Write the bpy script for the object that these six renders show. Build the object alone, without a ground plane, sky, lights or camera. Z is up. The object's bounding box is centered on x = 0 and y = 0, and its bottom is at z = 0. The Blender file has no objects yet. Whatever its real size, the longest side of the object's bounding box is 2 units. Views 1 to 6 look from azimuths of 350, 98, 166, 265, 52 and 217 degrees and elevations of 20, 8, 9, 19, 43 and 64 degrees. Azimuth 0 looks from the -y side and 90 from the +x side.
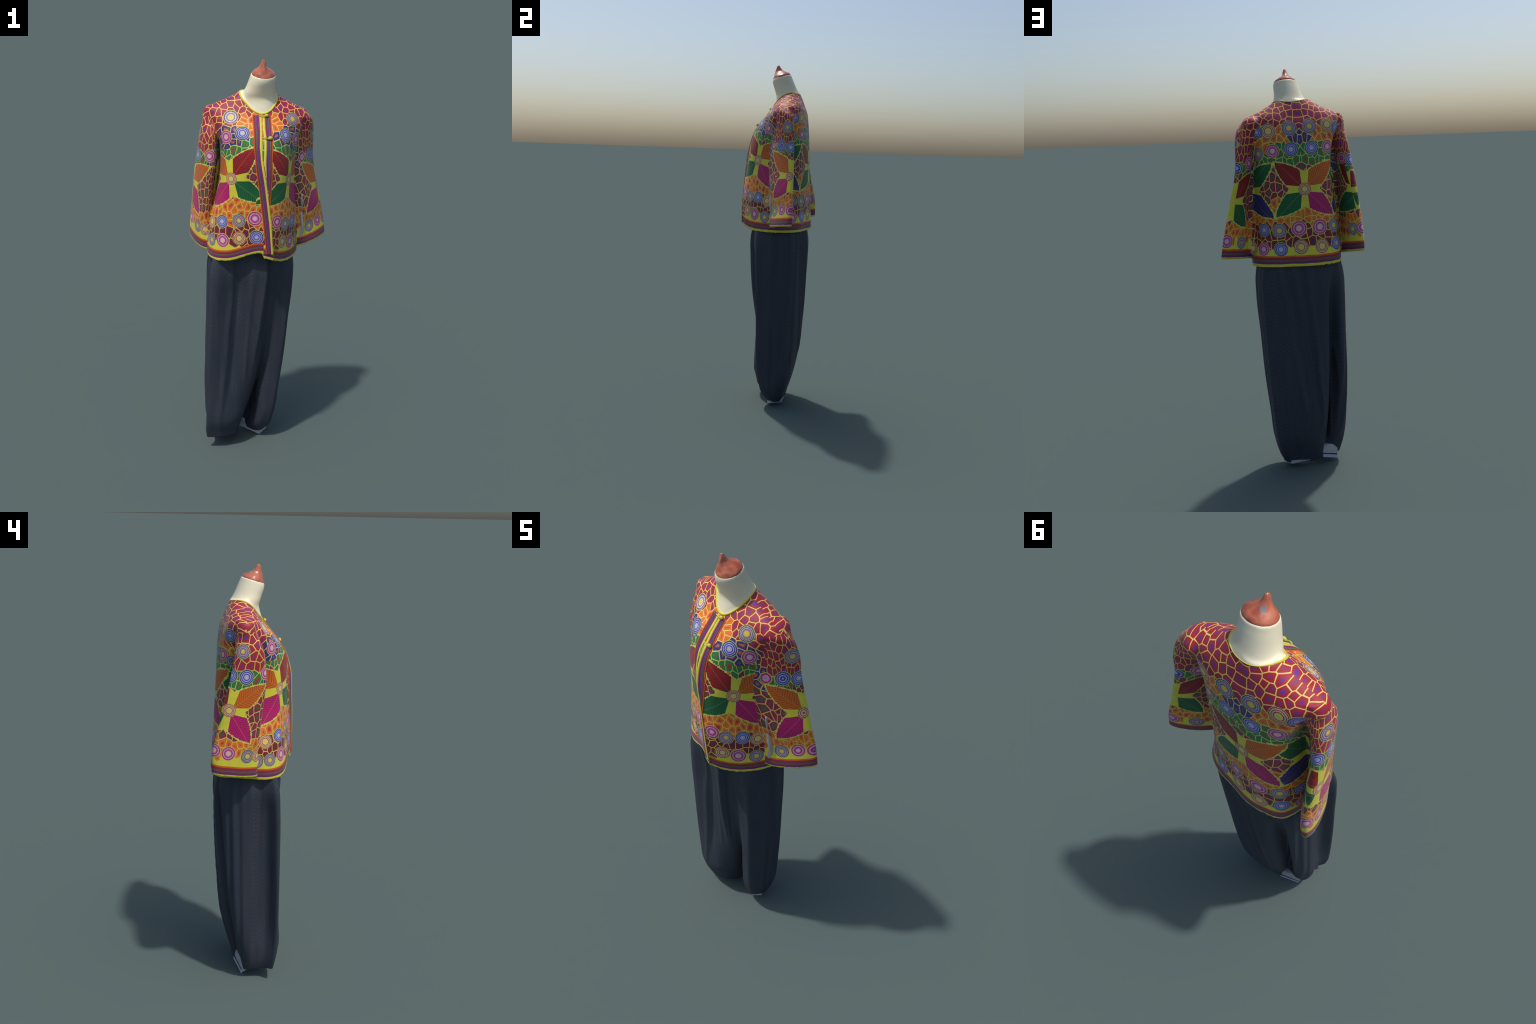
import bpy, bmesh, math, random
import numpy as np
from mathutils import Vector, Matrix
from mathutils.bvhtree import BVHTree

# ------------------------------------------------------------------ helpers
def spline(keys, z):
    """Monotone-ish cubic (Catmull-Rom) interpolation of rows (z, v1, v2, ...) at heights z."""
    k = np.array(sorted(keys), float)
    zs, vs = k[:, 0], k[:, 1:]
    m = np.gradient(vs, zs, axis=0)
    z = np.clip(np.asarray(z, float), zs[0], zs[-1])
    i = np.clip(np.searchsorted(zs, z, side='right') - 1, 0, len(zs) - 2)
    h = (zs[i + 1] - zs[i])[:, None]
    t = ((z - zs[i])[:, None]) / h
    return ((2*t**3 - 3*t**2 + 1) * vs[i] + (t**3 - 2*t**2 + t) * h * m[i]
            + (-2*t**3 + 3*t**2) * vs[i + 1] + (t**3 - t**2) * h * m[i + 1])

def mesh_object(name, verts, faces, smooth=True):
    me = bpy.data.meshes.new(name)
    me.from_pydata([tuple(v) for v in verts], [], faces)
    me.update()
    if smooth:
        me.polygons.foreach_set('use_smooth', [True] * len(me.polygons))
    ob = bpy.data.objects.new(name, me)
    bpy.context.scene.collection.objects.link(ob)
    return ob

def loft(name, keys, rings, around, shift=None):
    """Closed loft through horizontal super-elliptic sections.
    keys: (z, x_left, x_right, y_front, y_back, exponent[, turn]).  shift(theta, z) moves a ring point."""
    z0, z1 = min(k[0] for k in keys), max(k[0] for k in keys)
    zz = np.linspace(z0, z1, rings)
    sec = spline(keys, zz)
    th = np.linspace(0, 2 * math.pi, around, endpoint=False)
    verts = []
    for z, row in zip(zz, sec):
        xl, xr, yf, yb, n = row[:5]
        turn = row[5] if len(row) > 5 else 0.0
        cx, cy, ax, ay = (xl + xr) / 2, (yf + yb) / 2, (xr - xl) / 2, (yb - yf) / 2
        c, s = np.sin(th), -np.cos(th)                       # theta 0 = front (-y)
        px = ax * np.sign(c) * np.abs(c) ** (2 / n)
        py = ay * np.sign(s) * np.abs(s) ** (2 / n)
        ct, st = math.cos(turn), math.sin(turn)
        X, Y = cx + px * ct - py * st, cy + px * st + py * ct
        Z = np.full_like(X, z)
        if shift is not None:
            X, Y, Z = shift(th, z, X, Y, Z)
        verts += list(zip(X, Y, Z))
    faces = []
    for r in range(rings - 1):
        for a in range(around):
            b = (a + 1) % around
            faces.append((r*around + a, r*around + b, (r+1)*around + b, (r+1)*around + a))
    faces.append(tuple(range(around - 1, -1, -1)))
    faces.append(tuple((rings - 1) * around + a for a in range(around)))
    return mesh_object(name, verts, faces)

def ring_curve(points, per):
    """Closed Catmull-Rom curve through the control points of one cross-section."""
    p = np.asarray(points, float)
    p0, p1, p2, p3 = np.roll(p, 1, 0), p, np.roll(p, -1, 0), np.roll(p, -2, 0)
    t = np.linspace(0, 1, per, endpoint=False)[None, :, None]
    q = lambda a: a[:, None, :]
    c = 0.5 * (2*q(p1) + (q(p2) - q(p0))*t + (2*q(p0) - 5*q(p1) + 4*q(p2) - q(p3))*t**2 + (3*q(p1) - q(p0) - 3*q(p2) + q(p3))*t**3)
    return c.reshape(-1, p.shape[1])

def loft_sections(name, levels, rings, per, shift=None, hollow=None):
    """levels: {z: [(x, y), ...]} with the same number of points, ordered from the front towards +x."""
    keys = [(z, *np.asarray(p, float).ravel()) for z, p in levels.items()]
    zz = np.linspace(min(levels), max(levels), rings)
    sec = spline(keys, zz)
    verts, n = [], len(next(iter(levels.values()))) * per
    for z, row in zip(zz, sec):
        c = ring_curve(row.reshape(-1, 2), per)
        X, Y, Z = c[:, 0], c[:, 1], np.full(n, z)
        if shift is not None:
            X, Y, Z = shift(z, X, Y, Z)
        verts += list(zip(X, Y, Z))
    faces = [(r*n + a, r*n + (a+1) % n, (r+1)*n + (a+1) % n, (r+1)*n + a) for r in range(rings - 1) for a in range(n)]
    if hollow is None:
        faces.append(tuple(range(n - 1, -1, -1)))
    else:                                   # underside drawn up inside, like cloth round a body
        verts.append(hollow); k = len(verts) - 1
        faces += [((a + 1) % n, a, k) for a in range(n)]
    faces.append(tuple((rings - 1) * n + a for a in range(n)))
    return mesh_object(name, verts, faces)

def bvh_of(ob):
    me = ob.data
    return BVHTree.FromPolygons([v.co.copy() for v in me.vertices], [tuple(p.vertices) for p in me.polygons])

def union_remesh(name, parts, voxel, smooth_iter, smooth_fac=0.5):
    """Voxel union of closed lofts, smoothed and applied."""
    bm = bmesh.new()
    for p in parts:
        bm.from_mesh(p.data)
    me = bpy.data.meshes.new(name)
    bm.to_mesh(me); bm.free()
    ob = bpy.data.objects.new(name, me)
    bpy.context.scene.collection.objects.link(ob)
    m = ob.modifiers.new('voxel', 'REMESH'); m.mode = 'VOXEL'; m.voxel_size = voxel; m.use_smooth_shade = True
    s = ob.modifiers.new('smooth', 'SMOOTH'); s.factor = smooth_fac; s.iterations = smooth_iter
    dg = bpy.context.evaluated_depsgraph_get()
    new = bpy.data.meshes.new_from_object(ob.evaluated_get(dg))
    ob.modifiers.clear(); ob.data = new
    bpy.data.meshes.remove(me)
    for p in parts:
        pm = p.data; bpy.data.objects.remove(p); bpy.data.meshes.remove(pm)
    return ob

def coords(ob):
    a = np.empty(len(ob.data.vertices) * 3); ob.data.vertices.foreach_get('co', a); return a.reshape(-1, 3)
def normals(ob):
    a = np.empty(len(ob.data.vertices) * 3); ob.data.vertices.foreach_get('normal', a); return a.reshape(-1, 3)
def set_coords(ob, c):
    ob.data.vertices.foreach_set('co', c.ravel()); ob.data.update()

def bump1(x, c, w):
    return np.exp(-((x - c) / w) ** 2)
def wrap(a):
    return (a + math.pi) % (2 * math.pi) - math.pi
def smoothstep(a, b, x):
    t = np.clip((x - a) / (b - a), 0, 1); return t * t * (3 - 2 * t)

# ------------------------------------------------------------------ jacket body, sleeves and neck (one surface)
TORSO_CX, TORSO_CY, TORSO_A, TORSO_B = -0.042, 0.0, 0.215, 0.18     # ellipse the printed pattern is laid out on
HEM_Z = 1.064

def hem_height(th):
    """Hem line round the jacket: rides up at the front of the overlapping panel, dips at the other side."""
    th = wrap(th)
    left = np.where(th < 0.06, 1.0, 0.0)
    return (HEM_Z + left * 0.059 * bump1(th, 0.06, 0.62) + (1 - left) * (0.034 * bump1(th, 0.06, 0.35) - 0.004 * bump1(th, 1.2, 0.7))
            + 0.008 * bump1(th, -1.9, 0.6))

# cross-sections: overlap edge, right panel, right side, back, left side, left panel
TORSO = {
    1.06: [(.012,-.195),(.024,-.188),(.062,-.160),(.118,-.105),(.168,-.02),(.180,.085),(.12,.145),(-.02,.185),(-.13,.193),(-.225,.165),(-.272,.02),(-.252,-.105),(-.145,-.158),(-.05,-.182)],
    1.20: [(.010,-.197),(.024,-.190),(.065,-.160),(.122,-.100),(.168,0),(.160,.075),(.105,.135),(-.02,.177),(-.13,.187),(-.22,.15),(-.268,.02),(-.240,-.098),(-.14,-.151),(-.05,-.178)],
    1.40: [(-.018,-.188),(-.003,-.184),(.048,-.158),(.105,-.094),(.155,0),(.15,.08),(.095,.14),(-.04,.174),(-.14,.172),(-.208,.13),(-.232,.03),(-.208,-.09),(-.14,-.138),(-.07,-.162)],
    1.55: [(-.035,-.172),(-.020,-.168),(.038,-.148),(.10,-.094),(.15,.0),(.15,.085),(.09,.143),(-.04,.168),(-.14,.162),(-.200,.125),(-.216,.03),(-.205,-.075),(-.15,-.126),(-.08,-.156)],
    1.62: [(-.035,-.146),(-.020,-.145),(.04,-.130),(.105,-.077),(.155,0),(.15,.09),(.085,.145),(-.04,.166),(-.14,.158),(-.205,.125),(-.222,.04),(-.212,-.055),(-.16,-.105),(-.09,-.138)]}
TORSO.update({
    1.68: [(-.03,-.105),(-.015,-.104),(.05,-.096),(.11,-.06),(.17,.0),(.165,.09),(.09,.144),(-.04,.161),(-.14,.152),(-.212,.127),(-.242,.045),(-.222,-.04),(-.165,-.085),(-.09,-.105)],
    1.74: [(-.03,-.055),(-.015,-.055),(.05,-.05),(.12,-.028),(.185,.02),(.185,.085),(.10,.137),(-.04,.151),(-.14,.144),(-.225,.125),(-.275,.05),(-.24,-.01),(-.18,-.034),(-.10,-.05)],
    1.772: [(-.03,-.03),(-.015,-.03),(.05,-.026),(.12,-.002),(.175,.035),(.17,.085),(.1,.124),(-.04,.138),(-.14,.132),(-.225,.112),(-.275,.055),(-.24,.01),(-.18,-.012),(-.1,-.026)],
    1.795: [(-.03,-.012),(-.015,-.012),(.04,-.008),(.085,.01),(.125,.04),(.125,.08),(.08,.112),(-.04,.13),(-.13,.122),(-.2,.10),(-.235,.055),(-.21,.02),(-.16,.002),(-.1,-.008)],
    1.82: [(-.03,.002),(-.015,.002),(.02,.005),(.055,.02),(.08,.045),(.08,.075),(.05,.1),(-.04,.12),(-.11,.112),(-.155,.09),(-.17,.055),(-.155,.025),(-.12,.01),(-.08,.004)],
    1.85: [(-.035,.02),(-.025,.02),(.0,.023),(.02,.035),(.035,.05),(.035,.07),(.015,.088),(-.04,.105),(-.08,.1),(-.105,.085),(-.12,.06),(-.11,.04),(-.085,.027),(-.06,.022)]})

def torso_angle(x, y):
    return np.arctan2((x - TORSO_CX) / TORSO_A, -(y - TORSO_CY) / TORSO_B)
def torso_shift(z, X, Y, Z):
    f = 1 - smoothstep(1.06, 1.35, z)
    w = torso_angle(X, Y)
    Z = Z + (hem_height(w) - HEM_Z) * f
    return X + 0.003 * np.sin(5 * w + 1.3 + 4 * z) * f, Y + 0.003 * np.sin(7 * w + 3 * z) * f, Z

# sleeves: z, centre x, centre y, half width x, half depth y, turn
SLEEVE_R = [  # viewer's left sleeve (x < 0), hangs flat, facing outwards
    (1.095, -.306, .098, .032, .106, .27),
    (1.200, -.303, .095, .033, .105, .25),
    (1.300, -.298, .080, .032, .101, .26),
    (1.400, -.292, .064, .031, .097, .28),
    (1.550, -.279, .037, .033, .083, .33),
    (1.660, -.268, .036, .038, .064, .24),
    (1.715, -.252, .046, .045, .048, .10),
    (1.750, -.244, .052, .050, .044, .0),
    (1.772, -.240, .052, .044, .040, .0),
    (1.782, -.240, .062, .030, .032, .0)]
SLEEVE_L = [  # viewer's right sleeve (x > 0), turned to the back
    (1.095, .263, .061, .113, .028, .68),
    (1.200, .249, .063, .112, .024, .69),
    (1.300, .235, .055, .108, .025, .76),
    (1.400, .218, .051, .105, .023, .82),
    (1.540, .196, .048, .097, .024, .84),
    (1.660, .180, .055, .090, .036, .62),
    (1.710, .171, .060, .074, .052, .40),
    (1.742, .165, .066, .053, .064, .0),
    (1.764, .162, .070, .038, .048, .0),
    (1.774, .160, .072, .022, .030, .0)]
def sleeve_keys(rows, power):
    return [(z, cx - hx, cx + hx, cy - hy, cy + hy, power, t) for z, cx, cy, hx, hy, t in rows]
def hem_tilt_r(th, z, X, Y, Z):
    f = 1 - smoothstep(1.09, 1.4, z)
    return X, Y, Z + f * (0.16 * (Y - 0.05)) + 0.0 * X
def hem_tilt_l(th, z, X, Y, Z):
    f = 1 - smoothstep(1.09, 1.4, z)
    return X, Y, Z + f * (0.10 * (X - 0.24) + 0.06 * (Y - .05) + 0.006)

NECK = [
    (1.700, -.085, .030, -.030, .110, 2.0),
    (1.745, -.098, .046, -.042, .118, 2.1),
    (1.775, -.108, .056, -.036, .119, 2.1),
    (1.800, -.113, .060, -.028, .118, 2.1),
    (1.825, -.114, .056, -.024, .114, 2.1),
    (1.845, -.108, .047, -.030, .105, 2.1),
    (1.870, -.096, .040, -.038, .090, 2.1),
    (1.900, -.086, .038, -.046, .072, 2.1),
    (1.920, -.080, .038, -.048, .061, 2.1),
    (1.932, -.077, .037, -.047, .056, 2.1)]
CAP = [
    (1.918, -.066, .026, -.040, .044, 2.0),
    (1.929, -.0745, .0345, -.0465, .0535, 2.0),
    (1.936, -.0735, .0335, -.0460, .0520, 2.0),
    (1.944, -.0680, .0270, -.0438, .0455, 2.0),
    (1.954, -.0570, .0130, -.0400, .0335, 2.0),
    (1.963, -.0465, -.0020, -.0362, .0205, 2.0),
    (1.971, -.0410, -.0110, -.0335, .0095, 2.0),
    (1.979, -.0380, -.0145, -.0315, .0010, 2.0),
    (1.987, -.0355, -.0172, -.0293, -.0060, 2.0),
    (1.994, -.0330, -.0200, -.0268, -.0110, 2.0),
    (1.9985, -.0305, -.0228, -.0240, -.0143, 2.0),
    (2.0, -.0285, -.0252, -.021, -.0175, 2.0)]
def neck_tilt(th, z, X, Y, Z):
    return X, Y, Z + smoothstep(1.86, 1.94, z) * 0.28 * (Y - .0)
def cap_tilt(th, z, X, Y, Z):
    lump = .0012 * np.sin(3 * th + 90 * z) + .0008 * np.sin(5 * th - 140 * z)
    k = 1 + lump / .03 * smoothstep(1.935, 1.95, z)
    return -.02 + (X + .02) * k, Y * k, Z + (1 - smoothstep(1.945, 1.99, z)) * 0.28 * Y

def collar_height(x, y):
    return 1.796 + 0.538 * (y - 0.03) + 4.6 * (x + 0.03) ** 2

def build_body():
    torso = loft_sections('torso_form', TORSO, 110, 12, torso_shift, (-.045, .0, 1.16))
    slr = loft('sleeve_form', sleeve_keys(SLEEVE_R, 2.2), 70, 80, hem_tilt_r)
    sll = loft('sleeve_form', sleeve_keys(SLEEVE_L, 1.85), 70, 80, hem_tilt_l)
    neck = loft('neck_form', NECK, 50, 80, neck_tilt)
    # cloth bridging torso and hanging sleeve, deep in each armpit fold
    webs = [loft('web', [(1.12, -.30, -.20, .035, .060, 2.0), (1.40, -.285, -.19, .025, .050, 2.0), (1.66, -.27, -.18, .020, .050, 2.0)], 30, 40),
            loft('web', [(1.12, .13, .22, .030, .052, 2.0), (1.40, .12, .20, .028, .048, 2.0), (1.66, .10, .18, .030, .052, 2.0)], 30, 40)]
    trees = [bvh_of(o) for o in (torso, slr, sll, neck)]
    body = union_remesh('body_form', [torso, slr, sll, neck, *webs], 0.0042, 10)
    return body, trees

# ------------------------------------------------------------------ trousers
# one closed section through both legs: front groove, rear leg (front, right, back), rear groove, front leg (back, left, pressed corner, front)
TROUSERS = {
    1.12: [(.03,-.105),(.055,-.108),(.09,-.098),(.125,-.07),(.135,.0),(.132,.06),(.10,.120),(.04,.15),(-.09,.158),(-.155,.155),(-.18,.145),(-.215,.125),(-.24,.05),(-.24,-.04),(-.245,-.08),(-.225,-.095),(-.15,-.105),(-.06,-.12),(-.005,-.12)],
    1.00: [(.03,-.118),(.055,-.116),(.10,-.108),(.138,-.078),(.157,.0),(.158,.070),(.118,.135),(.04,.164),(-.10,.180),(-.165,.178),(-.188,.158),(-.235,.147),(-.266,.05),(-.255,-.045),(-.272,-.100),(-.24,-.118),(-.15,-.110),(-.06,-.138),(-.005,-.143)],
    .90: [(.03,-.112),(.055,-.102),(.10,-.097),(.137,-.080),(.157,0),(.159,.070),(.113,.137),(.03,.160),(-.1,.179),(-.155,.178),(-.184,.135),(-.235,.146),(-.270,.05),(-.245,-.05),(-.276,-.107),(-.24,-.123),(-.15,-.100),(-.07,-.130),(-.01,-.141)],
    .70: [(.02,-.092),(.05,-.090),(.09,-.087),(.124,-.076),(.142,0),(.145,.070),(.102,.132),(.02,.158),(-.09,.172),(-.155,.164),(-.187,.098),(-.235,.135),(-.274,.045),(-.240,-.055),(-.279,-.112),(-.24,-.127),(-.15,-.106),(-.08,-.113),(-.02,-.128)],
    .50: [(.012,-.060),(.045,-.080),(.08,-.084),(.110,-.068),(.129,0),(.133,.065),(.093,.125),(.01,.156),(-.09,.162),(-.158,.145),(-.190,.070),(-.24,.118),(-.279,.045),(-.243,-.060),(-.284,-.115),(-.248,-.127),(-.15,-.110),(-.09,-.108),(-.025,-.100)]}
TROUSERS.update({
    .28: [(-.027,.004),(.008,-.062),(.06,-.077),(.09,-.065),(.105,0),(.110,.065),(.077,.115),(.01,.138),(-.09,.146),(-.155,.12),(-.176,.042),(-.225,.09),(-.281,.045),(-.250,-.062),(-.287,-.116),(-.25,-.129),(-.17,-.126),(-.11,-.113),(-.055,-.070)],
    .15: [(-.052,.045),(-.005,-.052),(.045,-.066),(.075,-.055),(.092,0),(.096,.06),(.068,.100),(.01,.115),(-.08,.116),(-.145,.095),(-.163,.035),(-.215,.068),(-.272,.035),(-.262,-.062),(-.288,-.114),(-.25,-.129),(-.18,-.132),(-.12,-.11),(-.088,-.058)],
    .075: [(-.078,.05),(-.02,-.032),(.03,-.045),(.06,-.035),(.076,.01),(.076,.052),(.052,.080),(.0,.086),(-.075,.094),(-.135,.085),(-.152,.045),(-.21,.05),(-.258,.03),(-.262,-.06),(-.288,-.107),(-.25,-.118),(-.185,-.12),(-.13,-.095),(-.105,-.048)],
    .030: [(-.085,.055),(-.02,-.008),(.015,-.018),(.04,.0),(.055,.02),(.052,.048),(.03,.068),(-.02,.076),(-.08,.082),(-.13,.076),(-.148,.05),(-.20,.045),(-.245,.025),(-.255,-.055),(-.282,-.100),(-.245,-.110),(-.185,-.110),(-.135,-.087),(-.110,-.035)]})
def trouser_shift(z, X, Y, Z):
    # the front leg's hem hangs higher, most of all at its front
    f = (1 - smoothstep(.03, .22, z)) * smoothstep(-.08, -.14, X)
    return X, Y, Z + f * (.008 + .20 * np.clip(.05 - Y, 0, .2))
# folds: (angle at top, angle at bottom, z top, z bottom, width, height); angle 0 = front, + towards +x
FOLDS = [
    (-.55, -.60, 1.05, .12, .05, .005), (-.38, -.45, 1.0, .30, .05, -.004), (.02, -.05, 1.0, .40, .07, .004), (.30, .22, 1.0, .50, .05, .004), (.48, .44, 1.0, .50, .05, -.003),
    (1.0, .95, 1.0, .20, .10, .003), (1.45, 1.40, 1.0, .10, .10, .004), (1.62, 1.55, 1.0, .12, .07, -.004), (2.05, 1.95, 1.05, .15, .06, .005), (2.25, 2.2, 1.05, .20, .05, -.004),
    (2.45, 2.85, 1.05, .30, .05, .006), (2.62, 3.0, 1.05, .30, .05, -.005), (2.78, 3.15, 1.05, .45, .045, .006), (2.95, 3.28, 1.05, .30, .045, -.005), (3.1, 3.42, 1.05, .25, .05, .006)]
FOLDS += [(-2.05, -1.95, 1.05, .12, .06, .006), (-1.9, -1.82, 1.05, .25, .05, -.004), (-1.55, -1.50, 1.0, .10, .09, .004), (-1.25, -1.22, 1.0, .30, .06, -.004), (-2.25, -2.2, 1.05, .4, .04, .004)]

def build_trousers():
    ob = loft_sections('trousers', TROUSERS, 220, 14, trouser_shift)
    c, n = coords(ob), normals(ob)
    cx = -0.065 - 0.03 * (1 - np.clip(c[:, 2], 0, 1)); cy = 0.02
    ang = np.arctan2(c[:, 0] - cx, -(c[:, 1] - cy) * 1.25)
    disp = np.zeros(len(c))
    for at, ab, zt, zb, w, h in FOLDS:
        t = np.clip((zt - c[:, 2]) / (zt - zb), 0, 1)
        a = at + (ab - at) * t
        fade = smoothstep(zb - .08, zb + .12, c[:, 2])
        disp += 1.4 * h * fade * np.exp(-(wrap(ang - a) / w) ** 2)
    set_coords(ob, c + n * disp[:, None])
    return ob

# ------------------------------------------------------------------ pale base under the trouser legs
def hull(name, pts, bevel):
    bm = bmesh.new()
    for p in pts: bm.verts.new(p)
    r = bmesh.ops.convex_hull(bm, input=bm.verts)
    bmesh.ops.delete(bm, geom=[g for g in r['geom_interior'] if isinstance(g, bmesh.types.BMVert)], context='VERTS')
    bmesh.ops.dissolve_limit(bm, angle_limit=0.05, verts=bm.verts, edges=bm.edges)
    bmesh.ops.bevel(bm, geom=list(bm.edges), offset=bevel, segments=3, profile=0.5, affect='EDGES', clamp_overlap=True)
    me = bpy.data.meshes.new(name); bm.to_mesh(me); bm.free()
    ob = bpy.data.objects.new(name, me); bpy.context.scene.collection.objects.link(ob)
    return ob
FOOT_R = [(-.224, .047, .012), (-.137, .079, .042), (-.230, .042, .085), (-.137, .074, .10), (-.255, -.05, .09), (-.12, -.05, .085), (-.215, .005, .040), (-.13, .01, .045)]
FOOT_L = [(.014, -.014, 0), (-.08, .048, .028), (-.13, .076, .038), (-.07, .084, .035), (.03, .075, .022), (.058, .012, .022),
          (.014, -.012, .07), (-.08, .048, .08), (-.13, .074, .08), (-.07, .08, .08), (.03, .072, .08), (.055, .014, .07)]
# ------------------------------------------------------------------ small node language
class Graph:
    def __init__(self, name):
        self.mat = bpy.data.materials.new(name); self.mat.use_nodes = True
        self.t = self.mat.node_tree; self.t.nodes.clear()
        self.out = self.t.nodes.new('ShaderNodeOutputMaterial')
        self.bsdf = self.t.nodes.new('ShaderNodeBsdfPrincipled')
        self.t.links.new(self.bsdf.outputs[0], self.out.inputs[0])
    def put(self, sock, v):
        if isinstance(v, Val): self.t.links.new(v.s, sock)
        elif isinstance(v, (tuple, list)):
            sock.default_value = (*v, 1.0) if len(v) == 3 and sock.type == 'RGBA' else v
        else: sock.default_value = v
    def math(self, op, a, b=None, c=None, clamp=False):
        n = self.t.nodes.new('ShaderNodeMath'); n.operation = op; n.use_clamp = clamp
        for i, v in enumerate((a, b, c)):
            if v is not None: self.put(n.inputs[i], v)
        return Val(self, n.outputs[0])
    def vec(self, op, a, b=None, c=None, scale=None):
        n = self.t.nodes.new('ShaderNodeVectorMath'); n.operation = op
        for i, v in enumerate((a, b, c)):
            if v is not None: self.put(n.inputs[i], v)
        if scale is not None: self.put(n.inputs['Scale'], scale)
        return Val(self, n.outputs['Value' if op in ('LENGTH', 'DOT_PRODUCT', 'DISTANCE') else 'Vector'])
    def mixc(self, f, a, b, blend='MIX'):
        n = self.t.nodes.new('ShaderNodeMix'); n.data_type = 'RGBA'; n.blend_type = blend; n.clamp_factor = True
        self.put(n.inputs[0], f); self.put(n.inputs[6], a); self.put(n.inputs[7], b)
        return Val(self, n.outputs[2])
    def mixv(self, f, a, b):
        n = self.t.nodes.new('ShaderNodeMix'); n.data_type = 'VECTOR'
        self.put(n.inputs[0], f); self.put(n.inputs[4], a); self.put(n.inputs[5], b)
        return Val(self, n.outputs[1])
    def mixf(self, f, a, b):
        n = self.t.nodes.new('ShaderNodeMix'); n.data_type = 'FLOAT'
        self.put(n.inputs[0], f); self.put(n.inputs[2], a); self.put(n.inputs[3], b)
        return Val(self, n.outputs[0])
    def ramp(self, f, stops, constant=True):
        n = self.t.nodes.new('ShaderNodeValToRGB'); r = n.color_ramp
        r.interpolation = 'CONSTANT' if constant else 'LINEAR'
        while len(r.elements) < len(stops): r.elements.new(0.5)
        for e, (p, c) in zip(r.elements, stops): e.position = p; e.color = (*c, 1)
        self.put(n.inputs[0], f)
        return Val(self, n.outputs[0])
    def xyz(self, v):
        n = self.t.nodes.new('ShaderNodeSeparateXYZ'); self.put(n.inputs[0], v)
        return [Val(self, o) for o in n.outputs]
    def object_position(self):
        n = self.t.nodes.new('ShaderNodeTexCoord'); return Val(self, n.outputs['Object'])
    def noise(self, v, scale, detail=2.0, rough=0.5):
        n = self.t.nodes.new('ShaderNodeTexNoise'); self.put(n.inputs['Vector'], v)
        n.inputs['Scale'].default_value = scale; n.inputs['Detail'].default_value = detail; n.inputs['Roughness'].default_value = rough
        return Val(self, n.outputs[0])
    def voronoi(self, v, scale, feature, rand):
        n = self.t.nodes.new('ShaderNodeTexVoronoi'); n.voronoi_dimensions = '2D'; n.feature = feature
        self.put(n.inputs['Vector'], v); n.inputs['Scale'].default_value = scale; n.inputs['Randomness'].default_value = rand
        return n
    def smooth(self, a, b, x):
        n = self.t.nodes.new('ShaderNodeMapRange'); n.interpolation_type = 'SMOOTHSTEP'
        self.put(n.inputs[0], x); n.inputs[1].default_value = a; n.inputs[2].default_value = b
        return Val(self, n.outputs[0])
    def bump(self, height, strength, distance):
        n = self.t.nodes.new('ShaderNodeBump'); n.inputs['Strength'].default_value = strength; n.inputs['Distance'].default_value = distance
        self.put(n.inputs['Height'], height); self.t.links.new(n.outputs[0], self.bsdf.inputs['Normal'])
    def surface(self, colour, rough=0.6, spec=0.3, sheen=0.0, coat=0.0):
        self.put(self.bsdf.inputs['Base Color'], colour); self.put(self.bsdf.inputs['Roughness'], rough)
        self.bsdf.inputs['Specular IOR Level'].default_value = spec
        self.bsdf.inputs['Sheen Weight'].default_value = sheen; self.bsdf.inputs['Coat Weight'].default_value = coat
        return self.mat

class Val:
    def __init__(self, g, s): self.g, self.s = g, s
    def __add__(self, o): return self.g.math('ADD', self, o)
    __radd__ = __add__
    def __sub__(self, o): return self.g.math('SUBTRACT', self, o)
    def __rsub__(self, o): return self.g.math('SUBTRACT', o, self)
    def __mul__(self, o): return self.g.math('MULTIPLY', self, o)
    __rmul__ = __mul__
    def __truediv__(self, o): return self.g.math('DIVIDE', self, o)
    def __neg__(self): return self.g.math('MULTIPLY', self, -1.0)
    def __lt__(self, o): return self.g.math('LESS_THAN', self, o)
    def __gt__(self, o): return self.g.math('GREATER_THAN', self, o)
    def abs(self): return self.g.math('ABSOLUTE', self)
    def sin(self): return self.g.math('SINE', self)
    def exp(self): return self.g.math('EXPONENT', self)
    def min(self, o): return self.g.math('MINIMUM', self, o)
    def max(self, o): return self.g.math('MAXIMUM', self, o)

# ------------------------------------------------------------------ the dyes of the printed cloth
LIME, CREAM = (.66, .60, .045), (.78, .58, .16)
RED, PURPLE, ORANGE, CORE_RED = (.36, .014, .024), (.13, .030, .24), (.70, .17, .012), (.44, .028, .05)
NAVY, GREEN, MAGENTA, MAROON = (.045, .03, .16), (.010, .19, .05), (.26, .015, .05), (.22, .012, .016)
LEAF_RED, LEAF_GREEN, LEAF_ORANGE, LEAF_PINK, LEAF_NAVY = (.30, .010, .014), (.006, .125, .036), (.62, .13, .010), (.50, .008, .14), (.035, .025, .15)
CELL = {'red': (RED, PURPLE), 'orange': (ORANGE, CORE_RED), 'navy': (NAVY, (.60, .15, .02)), 'green': (GREEN, (.36, .03, .02)),
        'magenta': (MAGENTA, (.03, .12, .05)), 'maroon': (MAROON, (.06, .02, .10)), 'lime': (LIME, LIME)}
HEM_STRIPES = [LIME, (.14, .018, .12), (.20, .02, .10), (.13, .10, .04), (.16, .02, .09), (.34, .02, .03), (.66, .12, .01)]
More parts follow.
